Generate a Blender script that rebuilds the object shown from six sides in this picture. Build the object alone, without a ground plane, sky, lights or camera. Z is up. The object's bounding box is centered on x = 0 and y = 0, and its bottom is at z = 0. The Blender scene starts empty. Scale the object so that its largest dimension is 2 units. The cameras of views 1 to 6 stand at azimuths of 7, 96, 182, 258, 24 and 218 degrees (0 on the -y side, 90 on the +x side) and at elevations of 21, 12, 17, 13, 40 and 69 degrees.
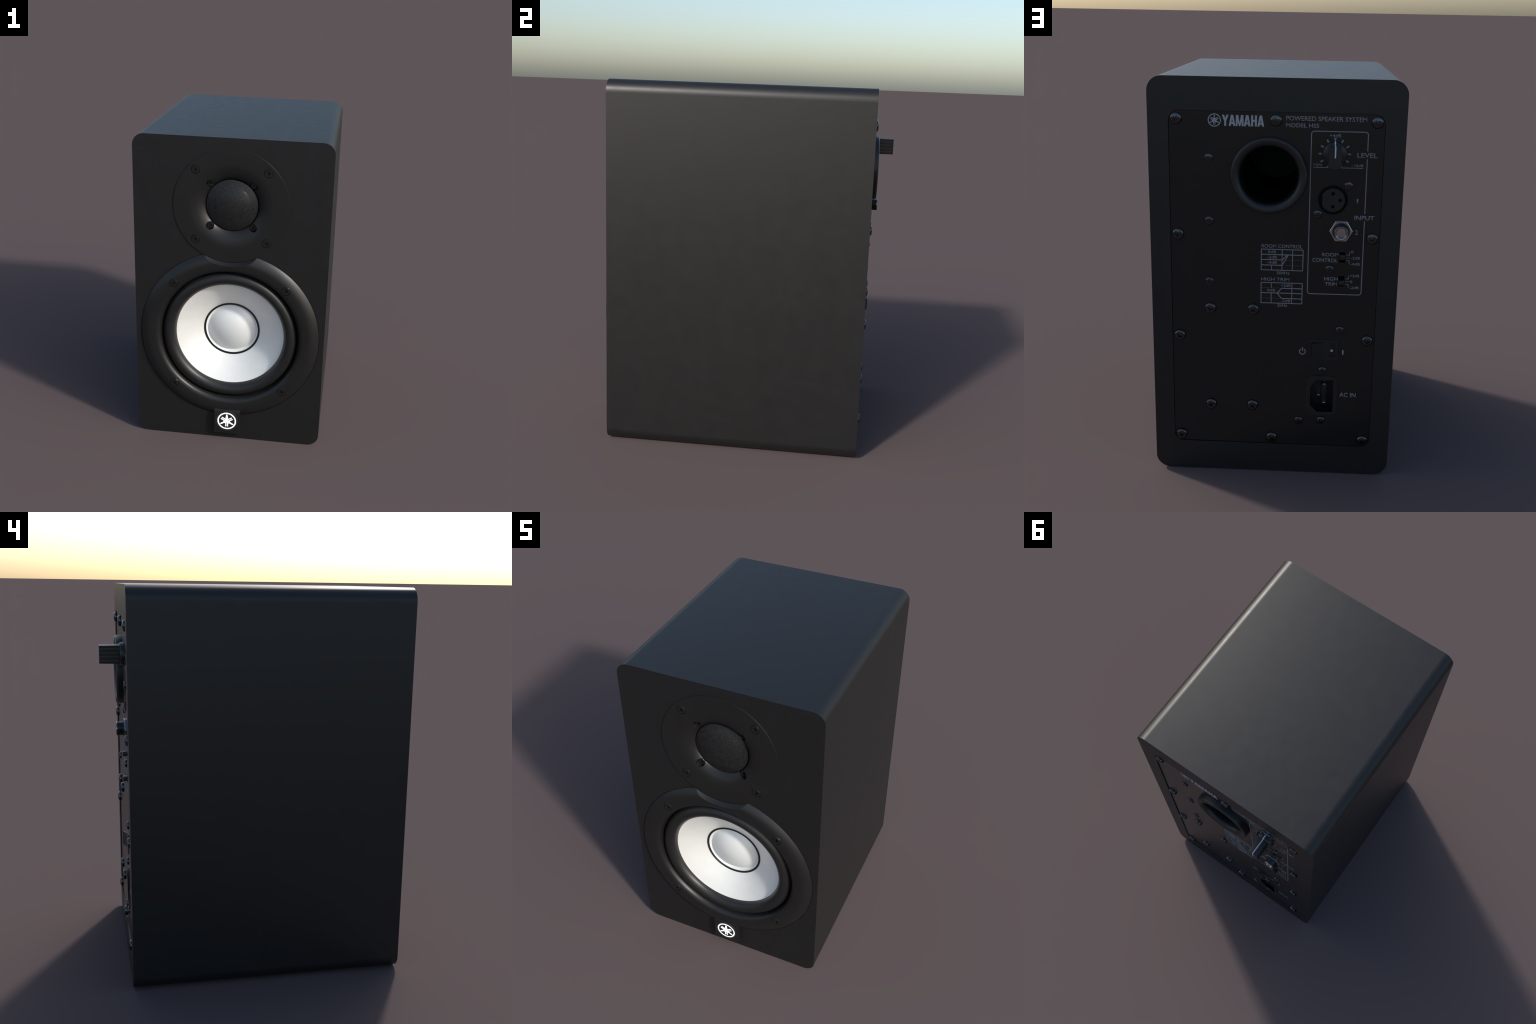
import bpy, bmesh, math, random
from mathutils import Matrix, Vector

random.seed(7)
TAU = 2 * math.pi

# ------------------------------------------------------------------ sizes
HALF_W, HEIGHT, CORNER = 0.5955, 2.0, 0.070
FRONT, BACK, PANEL = -0.742, 0.661, 0.6555          # y of baffle, rear rim, recessed rear panel
WOOFER_Z, TWEETER_Z = 0.7365, 1.588


# ------------------------------------------------------------------ materials
def material(name, color, rough=0.5, metal=0.0, spec=0.5, grain=0.0, grain_scale=30.0,
             stretch=(1, 1, 1), bump=0.0, bump_scale=200.0, rough_var=0.0, emit=0.0, coat=0.0):
    m = bpy.data.materials.new(name)
    m.use_nodes = True
    nt = m.node_tree
    b = nt.nodes["Principled BSDF"]
    b.inputs["Base Color"].default_value = (*color, 1)
    b.inputs["Roughness"].default_value = rough
    b.inputs["Metallic"].default_value = metal
    b.inputs["Specular IOR Level"].default_value = spec
    b.inputs["Coat Weight"].default_value = coat
    if emit:
        b.inputs["Emission Color"].default_value = (*color, 1)
        b.inputs["Emission Strength"].default_value = emit
    if grain or bump or rough_var:
        tc = nt.nodes.new("ShaderNodeTexCoord")
        mp = nt.nodes.new("ShaderNodeMapping")
        mp.inputs["Scale"].default_value = stretch
        nt.links.new(tc.outputs["Object"], mp.inputs["Vector"])
    if grain or rough_var:
        n = nt.nodes.new("ShaderNodeTexNoise")
        n.inputs["Scale"].default_value = grain_scale
        n.inputs["Detail"].default_value = 10
        n.inputs["Roughness"].default_value = 0.65
        nt.links.new(mp.outputs["Vector"], n.inputs["Vector"])
        if grain:
            r = nt.nodes.new("ShaderNodeValToRGB")
            r.color_ramp.elements[0].position = 0.3
            r.color_ramp.elements[1].position = 0.7
            r.color_ramp.elements[0].color = (*[c * (1 - grain) for c in color], 1)
            r.color_ramp.elements[1].color = (*[min(1, c * (1 + grain)) for c in color], 1)
            nt.links.new(n.outputs["Fac"], r.inputs["Fac"])
            nt.links.new(r.outputs["Color"], b.inputs["Base Color"])
        if rough_var:
            q = nt.nodes.new("ShaderNodeMapRange")
            q.inputs["From Min"].default_value = 0.25
            q.inputs["From Max"].default_value = 0.75
            q.inputs["To Min"].default_value = rough - rough_var
            q.inputs["To Max"].default_value = rough + rough_var
            nt.links.new(n.outputs["Fac"], q.inputs["Value"])
            nt.links.new(q.outputs["Result"], b.inputs["Roughness"])
    if bump:
        n2 = nt.nodes.new("ShaderNodeTexNoise")
        n2.inputs["Scale"].default_value = bump_scale
        n2.inputs["Detail"].default_value = 3
        nt.links.new(mp.outputs["Vector"], n2.inputs["Vector"])
        bp = nt.nodes.new("ShaderNodeBump")
        bp.inputs["Strength"].default_value = bump
        bp.inputs["Distance"].default_value = 0.002
        nt.links.new(n2.outputs["Fac"], bp.inputs["Height"])
        nt.links.new(bp.outputs["Normal"], b.inputs["Normal"])
    return m


M_CAB = material("cabinet_black_vinyl", (0.0107, 0.0109, 0.0112), rough=0.42, grain=0.06, grain_scale=16,
                 rough_var=0.035, stretch=(1.0, 1.0, 1.0), bump=0.03, bump_scale=260)
M_BAFFLE = material("driver_frame_black_plastic", (0.0112, 0.0112, 0.0112), rough=0.40, grain=0.05, grain_scale=8)
M_BADGE = material("badge_black_plastic", (0.012, 0.012, 0.012), rough=0.38)
M_DISC = material("badge_grey_disc", (0.022, 0.022, 0.0215), rough=0.45)
M_RUBBER = material("surround_black_rubber", (0.0125, 0.0125, 0.0125), rough=0.42)
M_CONE = material("cone_silver_white", (0.93, 0.935, 0.895), rough=0.42, metal=0.24, grain=0.03, grain_scale=9,
                  rough_var=0.04)
M_CAP = material("cap_silver_white", (0.86, 0.875, 0.845), rough=0.42, metal=0.16, grain=0.02, grain_scale=9)
M_GASKET = material("cone_black_ring", (0.012, 0.012, 0.012), rough=0.45)
M_SCREW_F = material("front_screw_black_oxide", (0.011, 0.011, 0.011), rough=0.36, spec=0.5)
M_SCREW_B = material("rear_screw_black_metal", (0.090, 0.096, 0.102), rough=0.16, metal=1.0)
M_PANEL = material("rear_panel_black_paint", (0.0092, 0.0092, 0.0092), rough=0.27, grain=0.12, grain_scale=6)
M_PORT = material("port_black_plastic", (0.013, 0.013, 0.0135), rough=0.42)
M_TUBE = material("port_tube_shade_dark", (0.0050, 0.0052, 0.0055), rough=0.5, spec=0.2)  # port plastic darkened: shade inside the mouth is put in the colour
M_FITTING = material("fitting_black_plastic", (0.0125, 0.0125, 0.013), rough=0.36)
M_HOLE = material("socket_depth_black", (0.0025, 0.0025, 0.0025), rough=0.7, spec=0.2)
M_CAVITY = material("inlet_cavity_plastic", (0.006, 0.006, 0.0065), rough=0.4)
M_KNOB = material("knob_black_plastic", (0.016, 0.016, 0.0165), rough=0.36)
M_GRIP = material("knob_grip_lightened", (0.026, 0.026, 0.027), rough=0.36)  # paler tone than the knob body, so the ridges stand out from the grooves
M_STEEL = material("nut_nickel_steel", (0.50, 0.51, 0.52), rough=0.20, metal=1.0)
M_NICKEL = material("jack_lip_nickel", (0.30, 0.30, 0.30), rough=0.22, metal=1.0)
M_DARKSTEEL = material("jack_dark_steel", (0.06, 0.063, 0.068), rough=0.3, metal=1.0)
M_PIN = material("contact_pin_metal", (0.75, 0.72, 0.68), rough=0.25, metal=1.0)
M_PRINT = material("grey_print_bold", (0.36, 0.37, 0.39), rough=0.6)
M_PRINT_S = material("grey_print_small", (0.215, 0.22, 0.235), rough=0.6)
M_PRINT_F = material("grey_print_faint", (0.045, 0.046, 0.05), rough=0.6)
M_POINTER = material("white_pointer_paint", (0.62, 0.63, 0.65), rough=0.5)
M_GLOW = material("lit_white_emblem", (0.95, 0.95, 0.95), rough=0.5, emit=0.62)


M_DOME = material("tweeter_dome_black_film", (0.012, 0.012, 0.0125), rough=0.30)
M_GRILLE = material("tweeter_grille_black_mesh", (0.023, 0.023, 0.0235), rough=0.42, grain=0.85, grain_scale=110)  # strong colour noise draws the sparkle of glints on the mesh


# ------------------------------------------------------------------ mesh helpers
def finish(bm, name, mat, parent=None, smooth=True, angle=32, loc=(0, 0, 0)):
    bmesh.ops.recalc_face_normals(bm, faces=bm.faces)
    me = bpy.data.meshes.new(name)
    bm.to_mesh(me)
    bm.free()
    me.materials.append(mat)
    if smooth:
        me.polygons.foreach_set("use_smooth", [True] * len(me.polygons))
        me.set_sharp_from_angle(angle=math.radians(angle))
    ob = bpy.data.objects.new(name, me)
    ob.location = loc
    bpy.context.scene.collection.objects.link(ob)
    if parent:
        ob.parent = parent
    return ob


def circle(cx, cz, r, n=96, phase=0.0):
    return [(cx + r * math.cos(phase + TAU * i / n), cz + r * math.sin(phase + TAU * i / n)) for i in range(n)]


def rounded_rect(x0, x1, z0, z1, r, n=12):
    pts = []
    for cx, cz, a0 in ((x1 - r, z1 - r, 0), (x0 + r, z1 - r, 90), (x0 + r, z0 + r, 180), (x1 - r, z0 + r, 270)):
        for i in range(n + 1):
            a = math.radians(a0 + 90 * i / n)
            pts.append((cx + r * math.cos(a), cz + r * math.sin(a)))
    return pts


def add_loop(bm, pts, y):
    vs = [bm.verts.new((x, y, z)) for x, z in pts]
    es = [bm.edges.new((vs[i], vs[(i + 1) % len(vs)])) for i in range(len(vs))]
    return vs, es


def wall(bm, a, b):
    n = len(a)
    for i in range(n):
        bm.faces.new((a[i], a[(i + 1) % n], b[(i + 1) % n], b[i]))


def plate_faces(bm, loops, y):
    """Flat face at height y bounded by the first loop, with the other loops as holes. Returns vertex loops."""
    edges, verts = [], []
    for pts in loops:
        v, e = add_loop(bm, pts, y)
        verts.append(v)
        edges += e
    bmesh.ops.triangle_fill(bm, use_beauty=True, use_dissolve=False, edges=edges)
    return verts


def prism(name, outer, y0, y1, mat, parent=None, holes=(), smooth=True, taper=None, angle=32):
    """Closed plate: outline `outer` (x,z) from y0 to y1, through holes, optional taper of the y1 outline."""
    bm = bmesh.new()
    a = plate_faces(bm, [outer, *holes], y0)
    top = [outer, *holes] if taper is None else [[taper(p) for p in outer], *holes]
    b = plate_faces(bm, top, y1)
    for la, lb in zip(a, b):
        wall(bm, la, lb)
    return finish(bm, name, mat, parent, smooth, angle)


def lathe(name, profile, cx, cz, mat, parent=None, n=192, closed=False, angle=32, cap_start=False, cap_end=False):
    """Revolve (radius, y) points about the y axis through (cx, cz)."""
    bm = bmesh.new()
    rings = []
    for r, y in profile:
        if r < 1e-6:
            rings.append([bm.verts.new((cx, y, cz))])
        else:
            rings.append([bm.verts.new((cx + r * math.cos(TAU * i / n), y, cz + r * math.sin(TAU * i / n)))
                          for i in range(n)])
    pairs = list(zip(rings, rings[1:]))
    if closed:
        pairs.append((rings[-1], rings[0]))
    for a, b in pairs:
        if len(a) == 1 and len(b) == 1:
            continue
        for i in range(n):
            j = (i + 1) % n
            if len(a) == 1:
                bm.faces.new((a[0], b[i], b[j]))
            elif len(b) == 1:
                bm.faces.new((a[i], a[j], b[0]))
            else:
                bm.faces.new((a[i], a[j], b[j], b[i]))
    if cap_start:
        bm.faces.new(rings[0])
    if cap_end:
        bm.faces.new(rings[-1])
    return finish(bm, name, mat, parent, True, angle)


def spline(pts, sub=6):
    """Catmull-Rom through (r, y) control points."""
    out = []
    P = [pts[0]] + list(pts) + [pts[-1]]
    for i in range(1, len(P) - 2):
        p0, p1, p2, p3 = P[i - 1], P[i], P[i + 1], P[i + 2]
        for s in range(sub):
            t = s / sub
            out.append(tuple(0.5 * ((2 * p1[k]) + (p2[k] - p0[k]) * t + (2 * p0[k] - 5 * p1[k] + 4 * p2[k] - p3[k]) * t * t
                                    + (3 * p1[k] - p0[k] - 3 * p2[k] + p3[k]) * t ** 3) for k in (0, 1)))
    out.append(tuple(pts[-1]))
    return out


def subtract(ob, cutters, angle=32):
    for c in cutters:
        md = ob.modifiers.new("cut", "BOOLEAN")
        md.operation = "DIFFERENCE"
        md.solver = "EXACT"
        md.object = c
    dg = bpy.context.evaluated_depsgraph_get()
    me = bpy.data.meshes.new_from_object(ob.evaluated_get(dg))
    ob.modifiers.clear()
    old = ob.data
    keep = old.materials[0]
    ob.data = me
    bpy.data.meshes.remove(old)
    me.materials.clear()
    me.materials.append(keep)
    me.polygons.foreach_set("material_index", [0] * len(me.polygons))
    me.polygons.foreach_set("use_smooth", [True] * len(me.polygons))
    me.set_sharp_from_angle(angle=math.radians(angle))
    for c in cutters:
        cm = c.data
        bpy.data.objects.remove(c)
        bpy.data.meshes.remove(cm)


def box(name, x0, x1, y0, y1, z0, z1, mat, parent=None, bevel=0.0):
    bm = bmesh.new()
    bmesh.ops.create_cube(bm, size=1)
    for v in bm.verts:
        v.co = Vector(((x0 + x1) / 2 + v.co.x * (x1 - x0), (y0 + y1) / 2 + v.co.y * (y1 - y0),
                       (z0 + z1) / 2 + v.co.z * (z1 - z0)))
    if bevel:
        bmesh.ops.bevel(bm, geom=bm.edges[:], offset=bevel, segments=3, affect="EDGES", profile=0.5)
    return finish(bm, name, mat, parent, True, 40)


def instance(src, name, parent, loc, spin=0.0):
    o = src.copy()
    o.name = name
    o.location = loc
    o.rotation_euler = (0, spin, 0)
    o.parent = parent
    bpy.context.scene.collection.objects.link(o)
    return o


# ------------------------------------------------------------------ the thing
speaker = bpy.data.objects.new("studio_speaker", None)
bpy.context.scene.collection.objects.link(speaker)
speaker["label"] = "black two-way powered studio monitor speaker with white woofer cone"
speaker["category"] = "loudspeaker"

# ------------------------------------------------------------------ cabinet
PX, PZ0, PZ1, PR = 0.499, 0.155, 1.847, 0.052      # rear recess outline
outer = rounded_rect(-HALF_W, HALF_W, 0.0, HEIGHT, CORNER, 16)
woofer_hole = circle(0, WOOFER_Z, 0.46, 128)
tweeter_hole = circle(0, TWEETER_Z, 0.335, 128)
recess = rounded_rect(-PX, PX, PZ0, PZ1, PR, 10)
bm = bmesh.new()
fr = plate_faces(bm, [outer, woofer_hole, tweeter_hole], FRONT)
bk = plate_faces(bm, [outer, recess], BACK)
wall(bm, fr[0], bk[0])
for k, depth in ((1, 0.25), (2, 0.12)):
    src = woofer_hole if k == 1 else tweeter_hole
    deep, _ = add_loop(bm, src, FRONT + depth)
    wall(bm, fr[k], deep)
    bm.faces.new(deep)
deep, _ = add_loop(bm, recess, PANEL - 0.010)
wall(bm, bk[1], deep)
bm.faces.new(deep)
cabinet = finish(bm, "cabinet", M_CAB, speaker, True, 30)


# ------------------------------------------------------------------ screws (shared meshes)
def pan_head(name, r, h, mat):
    """Rounded pan head with a cross recess; axis +y, base at y = 0."""
    prof = [(0, -0.004), (r, -0.004), (r, h * 0.35)]
    for i in range(1, 9):
        a = math.radians(90 * i / 8)
        prof.append((r * (0.62 + 0.38 * math.cos(a)) if i < 8 else r * 0.62, h * (0.35 + 0.53 * math.sin(a))))
    prof += [(r * 0.35, h * 0.97), (0, h)]
    ob = lathe(name, prof, 0, 0, mat, None, 40, angle=50)
    w, l = r * 0.13, r * 0.55
    cross = [(w, w), (w, l), (-w, l), (-w, w), (-l, w), (-l, -w), (-w, -w), (-w, -l), (w, -l), (w, -w), (l, -w), (l, w)]
    c = prism("cutter", cross, h * 1.3, h * 0.35, mat, None, taper=lambda p: (p[0] * 0.6, p[1] * 0.6))
    subtract(ob, [c], 50)
    return ob


def socket_head(name, r, mat):
    """Flat countersunk head with a hexagon socket; faces -y, face at y = 0."""
    ob = lathe(name, [(0, 0.012), (r, 0.012), (r, 0.0025), (r * 0.92, 0.0), (0, 0.0)], 0, 0, mat, None, 48, angle=25)
    c = prism("cutter", circle(0, 0, r * 0.50, 6), -0.01, 0.0105, mat, None)
    subtract(ob, [c], 25)
    return ob


screw_big = pan_head("pan_screw_source", 0.0278, 0.0180, M_SCREW_B)
screw_small = pan_head("pan_screw_small_source", 0.0205, 0.0110, M_SCREW_B)
screw_front = socket_head("socket_screw_source", 0.0262, M_SCREW_F)
screw_deep = socket_head("socket_screw_deep_source", 0.0212, M_SCREW_F)

# ------------------------------------------------------------------ woofer
ring_top = [(0.5630 - 0.0655 * i / 10, -0.7712 + 6.6 * (0.0655 * (1 - i / 10)) ** 2) for i in range(11)]
ring_top += spline([(0.4830, -0.7712), (0.4630, -0.7695), (0.4500, -0.7645), (0.4405, -0.7555), (0.4345, -0.7420), (0.4310, -0.7290), (0.4293, -0.7180), (0.4285, -0.7000)], 4)
ring_profile = [(0.5630, -0.7250)] + ring_top + [(0.4285, -0.670), (0.457, -0.670), (0.457, -0.7250)]
# narrow shadow gap between baffle and woofer frame
subtract(cabinet, [lathe("cutter", [(0.5600, -0.760), (0.5655, -0.760), (0.5655, -0.715), (0.5600, -0.715)], 0, WOOFER_Z, M_CAB, None, 256, closed=True)], 30)
bm = bmesh.new()                                   # open the rear recess so port and sockets reach inside
bm.from_mesh(cabinet.data)
bmesh.ops.delete(bm, geom=[f for f in bm.faces if all(abs(v.co.y - (PANEL - 0.010)) < 1e-5 for v in f.verts)], context="FACES")
bm.to_mesh(cabinet.data)
bm.free()
woofer_frame = lathe("woofer_frame", ring_profile, 0, WOOFER_Z, M_BAFFLE, speaker, 256, closed=True)
cut = lathe("cutter", [(0, -0.735), (0.3530, -0.735), (0.3530, -0.7475), (0.3720, -0.7750), (0.38, -0.80), (0, -0.80)], 0, TWEETER_Z, M_BAFFLE, None, 256)
cutters = [cut]
R4 = 0.3468
for sx in (-1, 1):
    for sz in (-1, 1):
        cutters.append(lathe("cutter", [(0, -0.80), (0.0278, -0.80), (0.0278, -0.7520), (0, -0.7520)], sx * R4,
                             WOOFER_Z + sz * R4, M_BAFFLE, None, 48))
subtract(woofer_frame, cutters)
for sx in (-1, 1):
    for sz in (-1, 1):
        instance(screw_front, "socket_screw", woofer_frame, (sx * R4, -0.7702, WOOFER_Z + sz * R4), random.uniform(0, 1))

ROLL_C, ROLL_R = 0.3842, 0.0424
roll = [(ROLL_C + ROLL_R * math.cos(math.radians(a)), -0.7130 - ROLL_R * 1.06 * math.sin(math.radians(a))) for a in range(-20, 181, 8)]
surround = lathe("surround", [(0.4320, -0.672), (0.4240, -0.690)] + roll + [(0.3412, -0.7105), (0.336, -0.705)], 0, WOOFER_Z, M_RUBBER, speaker, 192, angle=60)
cone = lathe("cone", spline([(0.3465, -0.7150), (0.3000, -0.6935), (0.2500, -0.6685), (0.2050, -0.6440), (0.1800, -0.6303)], 5),
             0, WOOFER_Z, M_CONE, speaker, 192)
gasket = lathe("cone_ring", [(0.1803, -0.6290), (0.1800, -0.6322), (0.1785, -0.6330), (0.1690, -0.6325), (0.1678, -0.6310), (0.1676, -0.6240)],
               0, WOOFER_Z, M_GASKET, speaker, 160)
CAP_H = 0.056
cap_profile = [(0.1677, -0.6270), (0.1660, -0.6255), (0.1630, -0.6215), (0.1600, -0.6170), (0.1570, -0.6140), (0.1550, -0.6130)]
Rc = (0.1535 ** 2 + CAP_H ** 2) / (2 * CAP_H)
for i in range(1, 25):
    r = 0.1535 * (1 - i / 24)
    cap_profile.append((r, -0.6128 - (math.sqrt(Rc * Rc - r * r) - (Rc - CAP_H))))
dust_cap = lathe("dust_cap", cap_profile, 0, WOOFER_Z, M_CAP, speaker, 160, angle=60)

# ------------------------------------------------------------------ tweeter
wave = spline([(0.2700, -0.7480), (0.2450, -0.7470), (0.2200, -0.7430), (0.2010, -0.7375), (0.1850, -0.7300), (0.1720, -0.7215),
               (0.1630, -0.7130), (0.1590, -0.7040)], 5)
tweeter_plate = lathe("tweeter_plate", [(0.3500, -0.7405), (0.3500, -0.7476), (0.3496, -0.7480)] + wave + [(0.1590, -0.665), (0.325, -0.665), (0.325, -0.7405)],
                      0, TWEETER_Z, M_BAFFLE, speaker, 256, closed=True)
cutters = []
for sx in (-1, 1):
    for sz in (-1, 1):
        cutters.append(lathe("cutter", [(0, -0.80), (0.0276, -0.80), (0.0276, -0.7320), (0, -0.7320)], sx * 0.2157, TWEETER_Z + sz * 0.2157, M_BAFFLE, None, 48))
        cutters.append(lathe("cutter", [(0, -0.80), (0.0245, -0.80), (0.0245, -0.7020), (0, -0.7020)], sx * 0.1303, TWEETER_Z + sz * 0.1303, M_BAFFLE, None, 48))
subtract(tweeter_plate, cutters)
for sx in (-1, 1):
    for sz in (-1, 1):
        instance(screw_front, "socket_screw", tweeter_plate, (sx * 0.2157, -0.7472, TWEETER_Z + sz * 0.2157), random.uniform(0, 1))
        instance(screw_deep, "socket_screw", tweeter_plate, (sx * 0.1303, -0.7150, TWEETER_Z + sz * 0.1303), random.uniform(0, 1))
dome = lathe("tweeter_dome", [(0.1590, -0.694)] + spline([(0.1400, -0.6950), (0.1200, -0.6950), (0.1130, -0.6970), (0.1050, -0.7035), (0.0850, -0.7150), (0.0550, -0.7250),
                                                            (0.0250, -0.7295), (0.0, -0.7300)], 5),
             0, TWEETER_Z, M_DOME, speaker, 128, angle=60)
# protective grille: domed sheet of small square openings with a rolled rim
G_R, G_STEP, G_WEB = 0.1555, 0.0042, 0.19


def grille_y(x, z):
    return -0.7155 - 0.0335 * (1 - (x * x + z * z) / (G_R * G_R))


bm = bmesh.new()
N = int(G_R / G_STEP) + 1
for i in range(-N, N):
    for j in range(-N, N):
        xa, xb, za, zb = i * G_STEP, (i + 1) * G_STEP, j * G_STEP, (j + 1) * G_STEP
        if max(math.hypot(x, z) for x in (xa, xb) for z in (za, zb)) > G_R:
            continue
        w = G_WEB * G_STEP
        ring_o = [bm.verts.new((x, grille_y(x, z), TWEETER_Z + z)) for x, z in ((xa, za), (xb, za), (xb, zb), (xa, zb))]
        ring_i = [bm.verts.new((x, grille_y(x, z), TWEETER_Z + z)) for x, z in ((xa + w, za + w), (xb - w, za + w), (xb - w, zb - w), (xa + w, zb - w))]
        wall(bm, ring_o, ring_i)
bmesh.ops.remove_doubles(bm, verts=bm.verts, dist=1e-5)
grille = finish(bm, "tweeter_grille", M_GRILLE, speaker, True, 60)
grille["kind"] = "stuff"
lathe("grille_rim", [(0.1585, -0.7000), (0.1578, -0.7090), (0.1565, -0.7128), (0.1545, -0.7140), (0.1505, -0.7148), (0.1470, -0.7150)], 0, TWEETER_Z, M_DOME, speaker, 128, angle=60)

# ------------------------------------------------------------------ emblem (ring with three crossed tuning forks)
def strip_mesh(polys, frame, name, mat, parent, thick, flat=0):
    """Extrude 2D polygons (u,v) by `thick` along the frame normal into one mesh."""
    bm = bmesh.new()
    for k, poly in enumerate(polys):
        lift = 0.00004 * ((k - flat) % 24) if k >= flat else 0.0   # overlapping strokes never coplanar
        lo = [bm.verts.new(frame @ Vector((u, v, -thick * 0.5))) for u, v in poly]
        hi = [bm.verts.new(frame @ Vector((u, v, thick + lift))) for u, v in poly]
        n = len(poly)
        f = bm.faces.new(hi)
        for i in range(n):
            bm.faces.new((lo[i], lo[(i + 1) % n], hi[(i + 1) % n], hi[i]))
    bmesh.ops.triangulate(bm, faces=[f for f in bm.faces if len(f.verts) > 4])
    return finish(bm, name, mat, parent, False)


def annulus_quads(cx, cy, r0, r1, n=72, a0=0.0, a1=TAU):
    out = []
    for i in range(n):
        a, b = a0 + (a1 - a0) * i / n, a0 + (a1 - a0) * (i + 1) / n
        out.append([(cx + r0 * math.cos(a), cy + r0 * math.sin(a)), (cx + r1 * math.cos(a), cy + r1 * math.sin(a)),
                    (cx + r1 * math.cos(b), cy + r1 * math.sin(b)), (cx + r0 * math.cos(b), cy + r0 * math.sin(b))])
    return out


def tuning_fork_emblem(cx, cy, R):
    polys = annulus_quads(cx, cy, 0.860 * R, R)
    half = [(0.0, 0.84), (0.035, 0.78), (0.070, 0.70), (0.094, 0.62), (0.086, 0.56), (0.060, 0.50), (0.068, 0.46), (0.105, 0.38), (0.142, 0.28),
            (0.155, 0.18)]
    tine = [(0.155, 0.18), (0.155, -0.62), (0.137, -0.665), (0.096, -0.68), (0.055, -0.665), (0.038, -0.62), (0.038, 0.18)]
    for k in range(3):
        a = TAU * k / 3
        c, s = math.cos(a), math.sin(a)

        def t(p):
            return (cx + R * (p[0] * c - p[1] * s), cy + R * (p[0] * s + p[1] * c))
        head = half + [(-x, y) for x, y in reversed(half[1:])]
        polys.append([t(p) for p in head])
        polys.append([t(p) for p in tine])
        polys.append([t((-x, y)) for x, y in reversed(tine)])
    return polys


FRONT_FRAME = lambda y: Matrix(((1, 0, 0, 0), (0, 0, -1, y), (0, 1, 0, 0), (0, 0, 0, 1)))
BACK_FRAME = lambda y: Matrix(((-1, 0, 0, 0), (0, 0, 1, y), (0, 1, 0, 0), (0, 0, 0, 1)))

# ------------------------------------------------------------------ front badge
BZ0, BZ1, BX = 0.0475, 0.2355, 0.0832
face = []
for i in range(17):
    t = -1 + 2 * i / 16
    face.append(((BZ0 + BZ1) / 2 + t * (BZ1 - BZ0) / 2, -0.7775 + (0.0085 if t > 0 else 0.0045) * t * t + (0.006 * t ** 6 if t > 0 else 0.002 * t ** 8)))
bm = bmesh.new()
sec = [(BZ0, -0.7405)] + face + [(BZ1, -0.7405)]
la = [bm.verts.new((-BX, y, z)) for z, y in sec]
lb = [bm.verts.new((BX, y, z)) for z, y in sec]
wall(bm, la, lb)
bm.faces.new(la)
bm.faces.new(lb)
bmesh.ops.bevel(bm, geom=[e for e in bm.edges if e.calc_face_angle(0) > math.radians(60)], offset=0.003, segments=2, affect="EDGES", profile=0.5)
badge = finish(bm, "badge", M_BADGE, speaker, True, 40)
EMZ = 0.1435
disc = lathe("badge_disc", [(0, -0.765), (0.0735, -0.765), (0.0735, -0.7777), (0.0732, -0.7780), (0, -0.7780)], 0, EMZ, M_DISC, badge, 96)
emblem = strip_mesh(tuning_fork_emblem(0, EMZ, 0.0610), FRONT_FRAME(-0.7780), "emblem", M_GLOW, badge, 0.0007, flat=72)

# ------------------------------------------------------------------ rear panel
port_c, xlr_c, jack_c, knob_c = (0.030, 1.554), (-0.271, 1.442), (-0.3143, 1.294), (-0.2720, 1.6600)
slot_a, slot_b = (-0.3248, 1.1633), (-0.3248, 1.0434)
slots = [rounded_rect(cx - 0.014, cx + 0.014, cz - 0.026, cz + 0.026, 0.002, 2) for cx, cz in (slot_a, slot_b)]
iec_hole = [(-0.1903, 0.4840), (-0.1903, 0.3820), (-0.2250, 0.3462), (-0.3050, 0.3462), (-0.3050, 0.5208), (-0.2215, 0.5208)]
back_panel = prism("back_panel", rounded_rect(-PX + 0.0016, PX - 0.0016, PZ0 + 0.0016, PZ1 - 0.0016, PR - 0.0016, 10), PANEL - 0.012, PANEL, M_PANEL, speaker,
                   holes=[circle(*port_c, 0.150, 96), circle(*xlr_c, 0.0690, 72), *slots, iec_hole], smooth=False)


def cup(name, outline, y_top, y_bot, mat, parent):
    bm = bmesh.new()
    a, _ = add_loop(bm, outline, y_top)
    b, _ = add_loop(bm, outline, y_bot)
    wall(bm, a, b)
    bm.faces.new(b)
    return finish(bm, name, mat, parent, True, 30)


# bass reflex port
port = lathe("port_flare", [(0.1800, PANEL - 0.004), (0.1800, 0.6760)] + spline([(0.1794, 0.6815), (0.1770, 0.6862), (0.1720, 0.6893), (0.1640, 0.6900),
              (0.1550, 0.6885), (0.1460, 0.6840), (0.1395, 0.6760), (0.1360, 0.6660)], 4), *port_c, M_PORT, speaker, 160, angle=50)
lathe("port_tube", [(0.1362, 0.6665), (0.1335, 0.6540), (0.1320, 0.6380), (0.1330, 0.6220), (0.1375, 0.6050), (0.1385, 0.50), (0.1385, 0.00), (0, 0.00)], *port_c, M_TUBE, port, 96)

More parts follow.
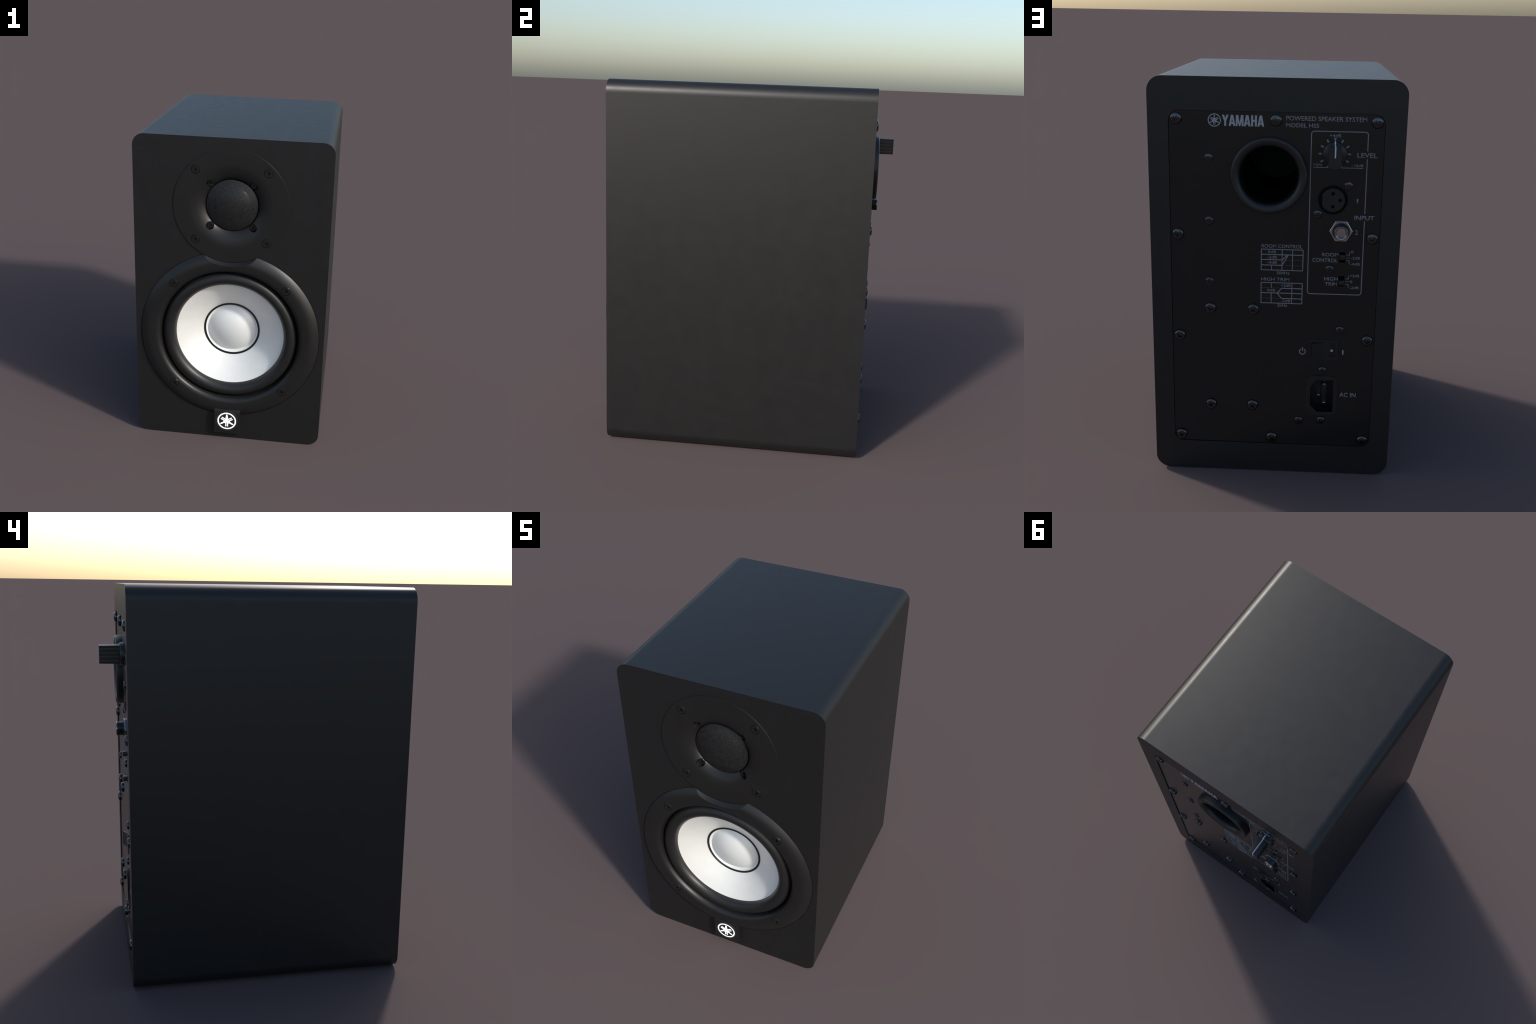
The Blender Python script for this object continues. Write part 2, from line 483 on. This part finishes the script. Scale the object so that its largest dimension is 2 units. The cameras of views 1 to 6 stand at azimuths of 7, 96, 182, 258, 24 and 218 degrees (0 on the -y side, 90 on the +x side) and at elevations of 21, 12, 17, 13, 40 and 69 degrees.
# panel screws
BIG = [(0.462, 1.8095), (0.0005, 1.8090), (-0.462, 1.8088), (0.462, 1.2606), (-0.4625, 1.2605), (0.309, 0.8873), (0.0986, 0.8878),
       (0.462, 0.7403), (-0.4626, 0.7400), (0.3086, 0.3700), (0.0987, 0.3710), (0.462, 0.1935), (0.0, 0.1925), (-0.462, 0.1915)]
SMALL = [(0.312, 1.6298), (0.312, 1.3294), (-0.341, 1.5133), (-0.200, 1.3739), (-0.2663, 1.1035), (0.3117, 1.0252), (-0.3264, 0.7910),
         (-0.2485, 0.5727), (-0.1360, 0.2925), (-0.2487, 0.2970)]
for x, z in BIG:
    instance(screw_big, "pan_screw", back_panel, (x, PANEL, z), random.uniform(0, TAU))
for x, z in SMALL:
    instance(screw_small, "pan_screw", back_panel, (x, PANEL, z), random.uniform(0, TAU))

# ------------------------------------------------------------------ level knob
KX, KZ = knob_c
knob = lathe("level_knob", [(0.0, PANEL - 0.002), (0.0585, PANEL - 0.002), (0.0585, 0.6580), (0.0578, 0.6660), (0.0565, 0.6735), (0.0540, 0.6785), (0.0500, 0.6810), (0.0, 0.6815)],
             KX, KZ, M_KNOB, speaker, 96)
HWB, HZ_MID, HZ_SIDE = 0.0300, 0.0488, 0.0440   # grip half width, half height at its crest and at its sides


def knob_outline(grooves=5):
    """Grip cross-section: crowned top and bottom, five grooves down each flank."""
    top = [(HWB * (1 - 2 * i / 12), HZ_SIDE + (HZ_MID - HZ_SIDE) * (1 - (1 - 2 * i / 12) ** 2)) for i in range(13)]
    right = []
    for k in range(grooves):
        g = (k - 2) * 0.0193
        right += [(HWB, g - 0.0044), (HWB - 0.0170, g - 0.0036), (HWB - 0.0170, g + 0.0036), (HWB, g + 0.0044)]
    half = right + top
    return [(KX + x, KZ + z) for x, z in half] + [(KX - x, KZ - z) for x, z in half]


prism("knob_grip", knob_outline(), 0.676, 0.7750, M_GRIP, knob,
      taper=lambda p: (KX + (p[0] - KX) * 0.96, KZ + (p[1] - KZ) * 0.965), angle=28)
prism("knob_grip", [(KX + (x - KX) * 0.96, KZ + (z - KZ) * 0.965) for x, z in knob_outline(0)], 0.7745, 0.7785, M_KNOB, knob, angle=28)
# white pointer line: over the collar, along the crest of the grip, down its end face
bm = bmesh.new()
path = [(0.6575, 0.0592), (0.6665, 0.0584), (0.6740, 0.0571), (0.6790, 0.0546), (0.6822, 0.0500), (0.6830, 0.0495), (0.7790, 0.0480), (0.7790, 0.0015)]
inner = [(0.6575, 0.0585), (0.6655, 0.0575), (0.6725, 0.0555), (0.6775, 0.0530), (0.6800, 0.0480), (0.6810, 0.0470), (0.7775, 0.0460), (0.7775, 0.0015)]
for (y0, r0), (y1, r1), (iy0, ir0), (iy1, ir1) in zip(path, path[1:], inner, inner[1:]):
    vs = [bm.verts.new((KX + sx * 0.0030, y, KZ + r)) for sx in (-1, 1) for y, r in ((y0, r0), (y1, r1), (iy1, ir1), (iy0, ir0))]
    for q in ((0, 1, 2, 3), (4, 5, 6, 7), (0, 1, 5, 4), (1, 2, 6, 5), (2, 3, 7, 6), (3, 0, 4, 7)):
        bm.faces.new([vs[i] for i in q])
finish(bm, "knob_pointer", M_POINTER, knob, False)

# ------------------------------------------------------------------ three-pin audio socket
xlr = lathe("audio_socket", [(0.0745, PANEL - 0.004), (0.0700, 0.6545), (0.0690, 0.6530), (0.0680, 0.6440), (0.0, 0.6440)],
            *xlr_c, M_HOLE, speaker, 96)
lathe("socket_rim", [(0.0757, PANEL - 0.001), (0.0755, 0.6570), (0.0742, 0.6590), (0.0715, 0.6590), (0.0692, 0.6560), (0.0692, 0.6480)], *xlr_c, M_FITTING, xlr, 96)
plug = [(x, z) for x, z in circle(xlr_c[0], xlr_c[1], 0.0560, 72)]
plug = [(min(x, xlr_c[0] + 0.0500), z) for x, z in plug]
pins = [(xlr_c[0], xlr_c[1] + 0.031), (xlr_c[0] - 0.033, xlr_c[1]), (xlr_c[0], xlr_c[1] - 0.031)]
prism("socket_insert", plug, 0.6430, 0.6560, M_FITTING, xlr, holes=[circle(px, pz, 0.0085, 20) for px, pz in pins])

# ------------------------------------------------------------------ jack socket with hexagon nut
JX, JZ = jack_c
nut = prism("jack_nut", circle(JX, JZ, 0.0560, 6), PANEL - 0.001, 0.6665, M_STEEL, speaker, holes=[circle(JX, JZ, 0.0365, 48)], smooth=False)
md = nut.modifiers.new("chamfer", "BEVEL")
md.width, md.segments, md.angle_limit = 0.0022, 2, math.radians(40)
dg = bpy.context.evaluated_depsgraph_get()
me = bpy.data.meshes.new_from_object(nut.evaluated_get(dg))
nut.modifiers.clear()
nut.data = me
lathe("jack_washer", [(0.0372, PANEL), (0.0420, 0.6650), (0.0415, 0.6688), (0.0395, 0.6705), (0.0330, 0.6707)], JX, JZ, M_KNOB, nut, 64)
thread = [(0.0345, 0.652)]
for i in range(9):
    y = 0.668 + i * 0.0040
    thread += [(0.0347, y), (0.0332, y + 0.0020)]
lathe("jack_barrel", thread + [(0.0342, 0.7020)], JX, JZ, M_DARKSTEEL, nut, 64, angle=60)
lathe("jack_lip", [(0.0342, 0.7015), (0.0338, 0.7045), (0.0325, 0.7058), (0.0270, 0.7058), (0.0255, 0.7050), (0.0225, 0.6960), (0.0215, 0.6930)],
      JX, JZ, M_NICKEL, nut, 64, angle=40)

lathe("jack_core", [(0.0222, 0.6900), (0.0215, 0.6935), (0.0, 0.6945)], JX, JZ, M_STEEL, nut, 48, angle=60)

# ------------------------------------------------------------------ slide switches
for (cx, cz), outline, hz in ((slot_a, slots[0], 1.1685), (slot_b, slots[1], 1.0400)):
    sw = cup("slide_switch", outline, PANEL - 0.0015, PANEL - 0.030, M_HOLE, speaker)
    box("slider", cx - 0.0130, cx + 0.0130, PANEL - 0.028, 0.6765, hz - 0.0115, hz + 0.0115, M_FITTING, sw, 0.0012)

# ------------------------------------------------------------------ mains rocker switch
power = prism("power_switch", rounded_rect(-0.3222, -0.1756, 0.6317, 0.7375, 0.002, 2), PANEL - 0.002, 0.6590, M_FITTING, speaker,
              holes=[rounded_rect(-0.3095, -0.1910, 0.6470, 0.7218, 0.001, 2)], smooth=False)
bm = bmesh.new()
NX = 20
lo_row, hi_row = [], []
rows = []
for i in range(NX + 1):
    t = i / NX
    x = -0.3085 + t * (0.3085 - 0.1920)
    y = 0.6545 + 0.0250 * t ** 2.2
    rows.append([bm.verts.new((x, yy, zz)) for yy, zz in ((0.640, 0.6480), (y, 0.6480), (y, 0.7208), (0.640, 0.7208))])
for a, b in zip(rows, rows[1:]):
    wall(bm, a, b)
bm.faces.new(rows[0])
bm.faces.new(rows[-1])
finish(bm, "rocker", M_FITTING, power, True, 30)
lathe("rocker_dot", [(0.0068, 0.6540), (0.0068, 0.6556), (0.0, 0.6558)], -0.2912, 0.6800, M_PRINT, power, 32)

# ------------------------------------------------------------------ mains inlet
inlet = prism("mains_inlet", rounded_rect(-0.3262, -0.1706, 0.3270, 0.5425, 0.034, 10), PANEL - 0.002, 0.6600, M_FITTING, speaker, holes=[iec_hole], smooth=False)
cup("inlet_cavity", [(x, z) for x, z in iec_hole], 0.6592, 0.570, M_CAVITY, inlet)
box("inlet_tongue", -0.2745, -0.2480, 0.571, 0.6020, 0.3760, 0.4720, M_FITTING, inlet, 0.001)
for x, z in ((-0.2345, 0.4160), (-0.2621, 0.4775), (-0.2621, 0.3735)):
    box("contact_pin", x - 0.0072, x + 0.0072, 0.571, 0.6150, z - 0.0025, z + 0.0025, M_PIN, inlet, 0.0008)

# ------------------------------------------------------------------ printing on the rear panel
PRINT = 0.0007
FR = BACK_FRAME(PANEL)


def lettering(text, x_left, x_right, z0, z1, mat=M_PRINT_S, bold=0.008, parent=back_panel):
    """Text fitted into the box; x_left is the reader's left (the larger world x)."""
    cu = bpy.data.curves.new("lettering", "FONT")
    cu.body = text
    cu.size = 1.0
    cu.offset = bold
    cu.resolution_u = 3
    tmp = bpy.data.objects.new("lettering_tmp", cu)
    bpy.context.scene.collection.objects.link(tmp)
    dg = bpy.context.evaluated_depsgraph_get()
    me = bpy.data.meshes.new_from_object(tmp.evaluated_get(dg))
    bpy.data.objects.remove(tmp)
    bpy.data.curves.remove(cu)
    xs = [v.co.x for v in me.vertices]
    ys = [v.co.y for v in me.vertices]
    ax, bx, ay, by = min(xs), max(xs), min(ys), max(ys)
    bm = bmesh.new()
    bm.from_mesh(me)
    bpy.data.meshes.remove(me)
    bmesh.ops.remove_doubles(bm, verts=bm.verts, dist=1e-5)
    geom = bmesh.ops.extrude_face_region(bm, geom=bm.faces[:])
    top = {v for v in geom["geom"] if isinstance(v, bmesh.types.BMVert)}
    for v in bm.verts:
        u = -x_left + (v.co.x - ax) / (bx - ax) * (x_left - x_right)
        w = z0 + (v.co.y - ay) / (by - ay) * (z1 - z0)
        v.co = FR @ Vector((u, w, PRINT if v in top else -PRINT))
    return finish(bm, "lettering", mat, parent, False)


def bar(x0, z0, x1, z1, w):
    """Reader-space stroke polygon between two world (x,z) points."""
    u0, u1 = -x0, -x1
    dx, dz = u1 - u0, z1 - z0
    L = math.hypot(dx, dz)
    nx, nz = -dz / L * w / 2, dx / L * w / 2
    return [(u0 + nx, z0 + nz), (u0 - nx, z0 - nz), (u1 - nx, z1 - nz), (u1 + nx, z1 + nz)]


def printed(polys, name="printed_line", mat=M_PRINT_S, flat=0):
    return strip_mesh(polys, FR, name, mat, back_panel, PRINT, flat)


# maker's name: heavy condensed capitals from slanted stems
def heavy_word(word, x_left, x_right, z0, z1):
    polys, H = [], z1 - z0
    widths = {"Y": 1.0, "A": 1.0, "M": 1.22, "H": 0.98}
    gap = 0.02
    total = sum(widths[c] for c in word) + gap * (len(word) - 1)
    k = (x_left - x_right) / total
    u = -x_left
    for c in word:
        W = widths[c] * k
        s = 0.30 * k

        def P(*pts):
            polys.append([(u + px * W, z0 + pz * H) for px, pz in pts])
        f = s / W
        if c == "Y":
            P((0, 1), (0.5 - f / 2, 0.42), (0.5 + f / 2, 0.42), (f * 1.1, 1))
            P((1 - f * 1.1, 1), (0.5 - f / 2, 0.43), (0.5 + f / 2, 0.43), (1, 1))
            P((0.5 - f / 2, 0), (0.5 + f / 2, 0), (0.5 + f / 2, 0.44), (0.5 - f / 2, 0.44))
        elif c == "A":
            P((0, 0), (f, 0), (0.5 + f * 0.35, 1), (0.5 - f * 0.6, 1))
            P((1 - f, 0), (1, 0), (0.5 + f * 0.6, 1), (0.5 - f * 0.35, 1))
            P((0.2, 0.17), (0.8, 0.17), (0.74, 0.34), (0.26, 0.34))
        elif c == "M":
            g = f * 0.92
            P((0.02, 0), (0.02 + g, 0), (0.04 + g, 1), (0.04, 1))
            P((0.98 - g, 0), (0.98, 0), (0.96, 1), (0.96 - g, 1))
            P((0.05, 1), (0.42, 0), (0.56, 0), (0.05 + g * 1.25, 1))
            P((0.95 - g * 1.25, 1), (0.44, 0), (0.58, 0), (0.95, 1))
        elif c == "H":
            P((0.06, 0), (0.06 + f, 0), (0.06 + f, 1), (0.06, 1))
            P((0.94 - f, 0), (0.94, 0), (0.94, 1), (0.94 - f, 1))
            P((0.06, 0.42), (0.94, 0.42), (0.94, 0.60), (0.06, 0.60))
        u += W + gap * k
    return polys


printed(heavy_word("YAMAHA", 0.2505, 0.0560, 1.7780, 1.8285), "lettering", M_PRINT)
printed(tuning_fork_emblem(-0.2853, 1.8032, 0.0302), "emblem", M_PRINT, 72)
lettering("POWERED SPEAKER SYSTEM", -0.0440, -0.4135, 1.8082, 1.8300, bold=0.016)
lettering("MODEL HS5", -0.0443, -0.1960, 1.7775, 1.7970, bold=0.016)

# control group outline, open where LEVEL and INPUT interrupt it
XL, XR, ZT, ZB, RR, LW = -0.1624, -0.4224, 1.7630, 0.9755, 0.014, 0.0042
outline = [bar(XL - RR, ZT, XR + RR, ZT, LW), bar(XL - RR, ZB, XR + RR, ZB, LW), bar(XL, ZT - RR, XL, ZB + RR, LW),
           bar(XR, ZT - RR, XR, 1.6760, LW), bar(XR, 1.6390, XR, 1.3790, LW), bar(XR, 1.3450, XR, ZB + RR, LW)]
for cx, cz, a0 in ((XL - RR, ZT - RR, 90), (XR + RR, ZT - RR, 0), (XL - RR, ZB + RR, 180), (XR + RR, ZB + RR, 270)):
    outline += annulus_quads(-cx, cz, RR - LW / 2, RR + LW / 2, 8, math.radians(a0), math.radians(a0 + 90))
printed(outline, flat=len(outline))
lettering("LEVEL", -0.3752, -0.4678, 1.6450, 1.6672, bold=0.016)
lettering("INPUT", -0.3745, -0.4680, 1.3490, 1.3704, bold=0.016)
lettering("+4dB", -0.2453, -0.2985, 1.7370, 1.7520)
lettering("MIN", -0.1760, -0.2135, 1.6005, 1.6140)
lettering("-10dB", -0.3509, -0.4062, 1.6015, 1.6140)
ticks = [bar(-0.1760, 1.5955, -0.2385, 1.5955, 0.0030), bar(-0.2380, 1.5950, -0.2425, 1.6050, 0.0055),
         bar(-0.4050, 1.5960, -0.3065, 1.5960, 0.0030), bar(-0.3060, 1.5950, -0.3035, 1.6050, 0.0055)]
for deg in (-120, -90, -60, -30, 30, 60, 90, 120):
    a = math.radians(deg)
    p = [(KX - math.sin(a) * r, KZ + math.cos(a) * r) for r in (0.0600, 0.0750)]
    ticks.append(bar(*p[0], *p[1], 0.0072))
ticks.append([(-KX - 0.0062, KZ + 0.0750), (-KX - 0.0020, KZ + 0.0595), (-KX + 0.0020, KZ + 0.0595), (-KX + 0.0062, KZ + 0.0750)])
printed(ticks)
lettering("1", -0.3825, -0.3893, 1.4305, 1.4512)
lettering("2", -0.3795, -0.3948, 1.2774, 1.2996)
lettering("ROOM", -0.2285, -0.3072, 1.1660, 1.1842, bold=0.012)
lettering("CONTROL", -0.1828, -0.3040, 1.1372, 1.1570, bold=0.012)
lettering("HIGH", -0.2416, -0.3074, 1.0440, 1.0625, bold=0.012)
lettering("TRIM", -0.2463, -0.3054, 1.0180, 1.0364, bold=0.012)
marks = []
for zc in (1.1615, 1.0420):
    for dz, lab in ((0.0140, 1), (0.0, 0), (-0.0140, -1)):
        marks.append(bar(-0.3445, zc + dz, -0.3600, zc + dz, 0.0026))
        if lab:
            marks.append(bar(-0.3590, zc + dz - lab * 0.0013, -0.3590, zc + dz + lab * 0.0160, 0.0026))
printed(marks)
for zc, names in ((1.1615, ("0", "-2dB", "-4dB")), (1.0420, ("+2dB", "0", "-2dB"))):
    for dz, t in zip((0.0305, 0.0, -0.0300), names):
        wide = 0.0125 if t == "0" else 0.0450
        x0 = -0.3655
        lettering(t, x0, x0 - wide, zc + dz - 0.0065, zc + dz + 0.0065)


def chart(x0, x1, z0, z1, thick, thin, faint):
    def q(p):
        return (x0 + (x1 - x0) * p[0], z1 + (z0 - z1) * p[1])
    frame = [bar(*q(a), *q(b), 0.0040) for a, b in (((0, 0), (1, 0)), ((0, 1), (1, 1)), ((0, 0), (0, 1)), ((1, 0), (1, 1)))]
    printed(frame + [bar(*q(a), *q(b), 0.0044) for a, b in thick] + [bar(*q(a), *q(b), 0.0036) for a, b in thin])
    printed([bar(*q(a), *q(b), 0.0028) for a, b in faint], "printed_line", M_PRINT_F)


chart(0.0626, -0.1376, 1.0899, 1.1939,
      [((0, .25), (1, .25)), ((0, .5), (.5, .5)), ((0, .76), (.5, .76)), ((.5, .5), (.635, .25)), ((.5, .76), (.65, .25))],
      [((.25, .76), (.25, 1)), ((.5, 0), (.5, 1)), ((.75, 0), (.75, 1))], [((.6, .505), (1, .505)), ((.56, .765), (1, .765))])
chart(0.0622, -0.1374, 0.9211, 1.0258,
      [((0, .5), (1, .5)), ((.5, .26), (1, .26)), ((.5, .76), (1, .76)), ((.39, .5), (.5, .26)), ((.39, .5), (.5, .76))],
      [((.25, 0), (.25, .26)), ((.25, .5), (.25, 1)), ((.75, 0), (.75, 1))], [((0, .255), (.48, .255)), ((0, .755), (.48, .755))])
lettering("ROOM CONTROL", 0.0616, -0.1330, 1.2008, 1.2190)
lettering("HIGH TRIM", 0.0618, -0.0741, 1.0343, 1.0512)
lettering("500Hz", -0.0130, -0.0746, 1.0690, 1.0835)
lettering("2kHz", -0.0180, -0.0662, 0.9025, 0.9180)
for t, xa, xb, zc in (("0dB", 0.0310, -0.0090, 1.1810), ("-2dB", 0.0350, -0.0130, 1.1547), ("-4dB", 0.0350, -0.0130, 1.1280),
                      ("+2dB", -0.0345, -0.0815, 1.0130), ("0dB", 0.0330, -0.0080, 0.9868), ("-2dB", -0.0345, -0.0815, 0.9335)):
    lettering(t, xa, xb, zc - 0.0066, zc + 0.0066)
lettering("AC IN", -0.3375, -0.4202, 0.4292, 0.4538, bold=0.016)
printed([bar(-0.3468, 0.6610, -0.3468, 0.6850, 0.0058)], "printed_line", M_PRINT)
power_mark = annulus_quads(0.1467, 0.6705, 0.0118, 0.0172, 28, math.radians(120), math.radians(420)) + [bar(-0.1467, 0.6730, -0.1467, 0.6925, 0.0052)]
printed(power_mark, "power_symbol", M_PRINT_S, 28)

for o in (screw_big, screw_small, screw_front, screw_deep):
    bpy.data.objects.remove(o)
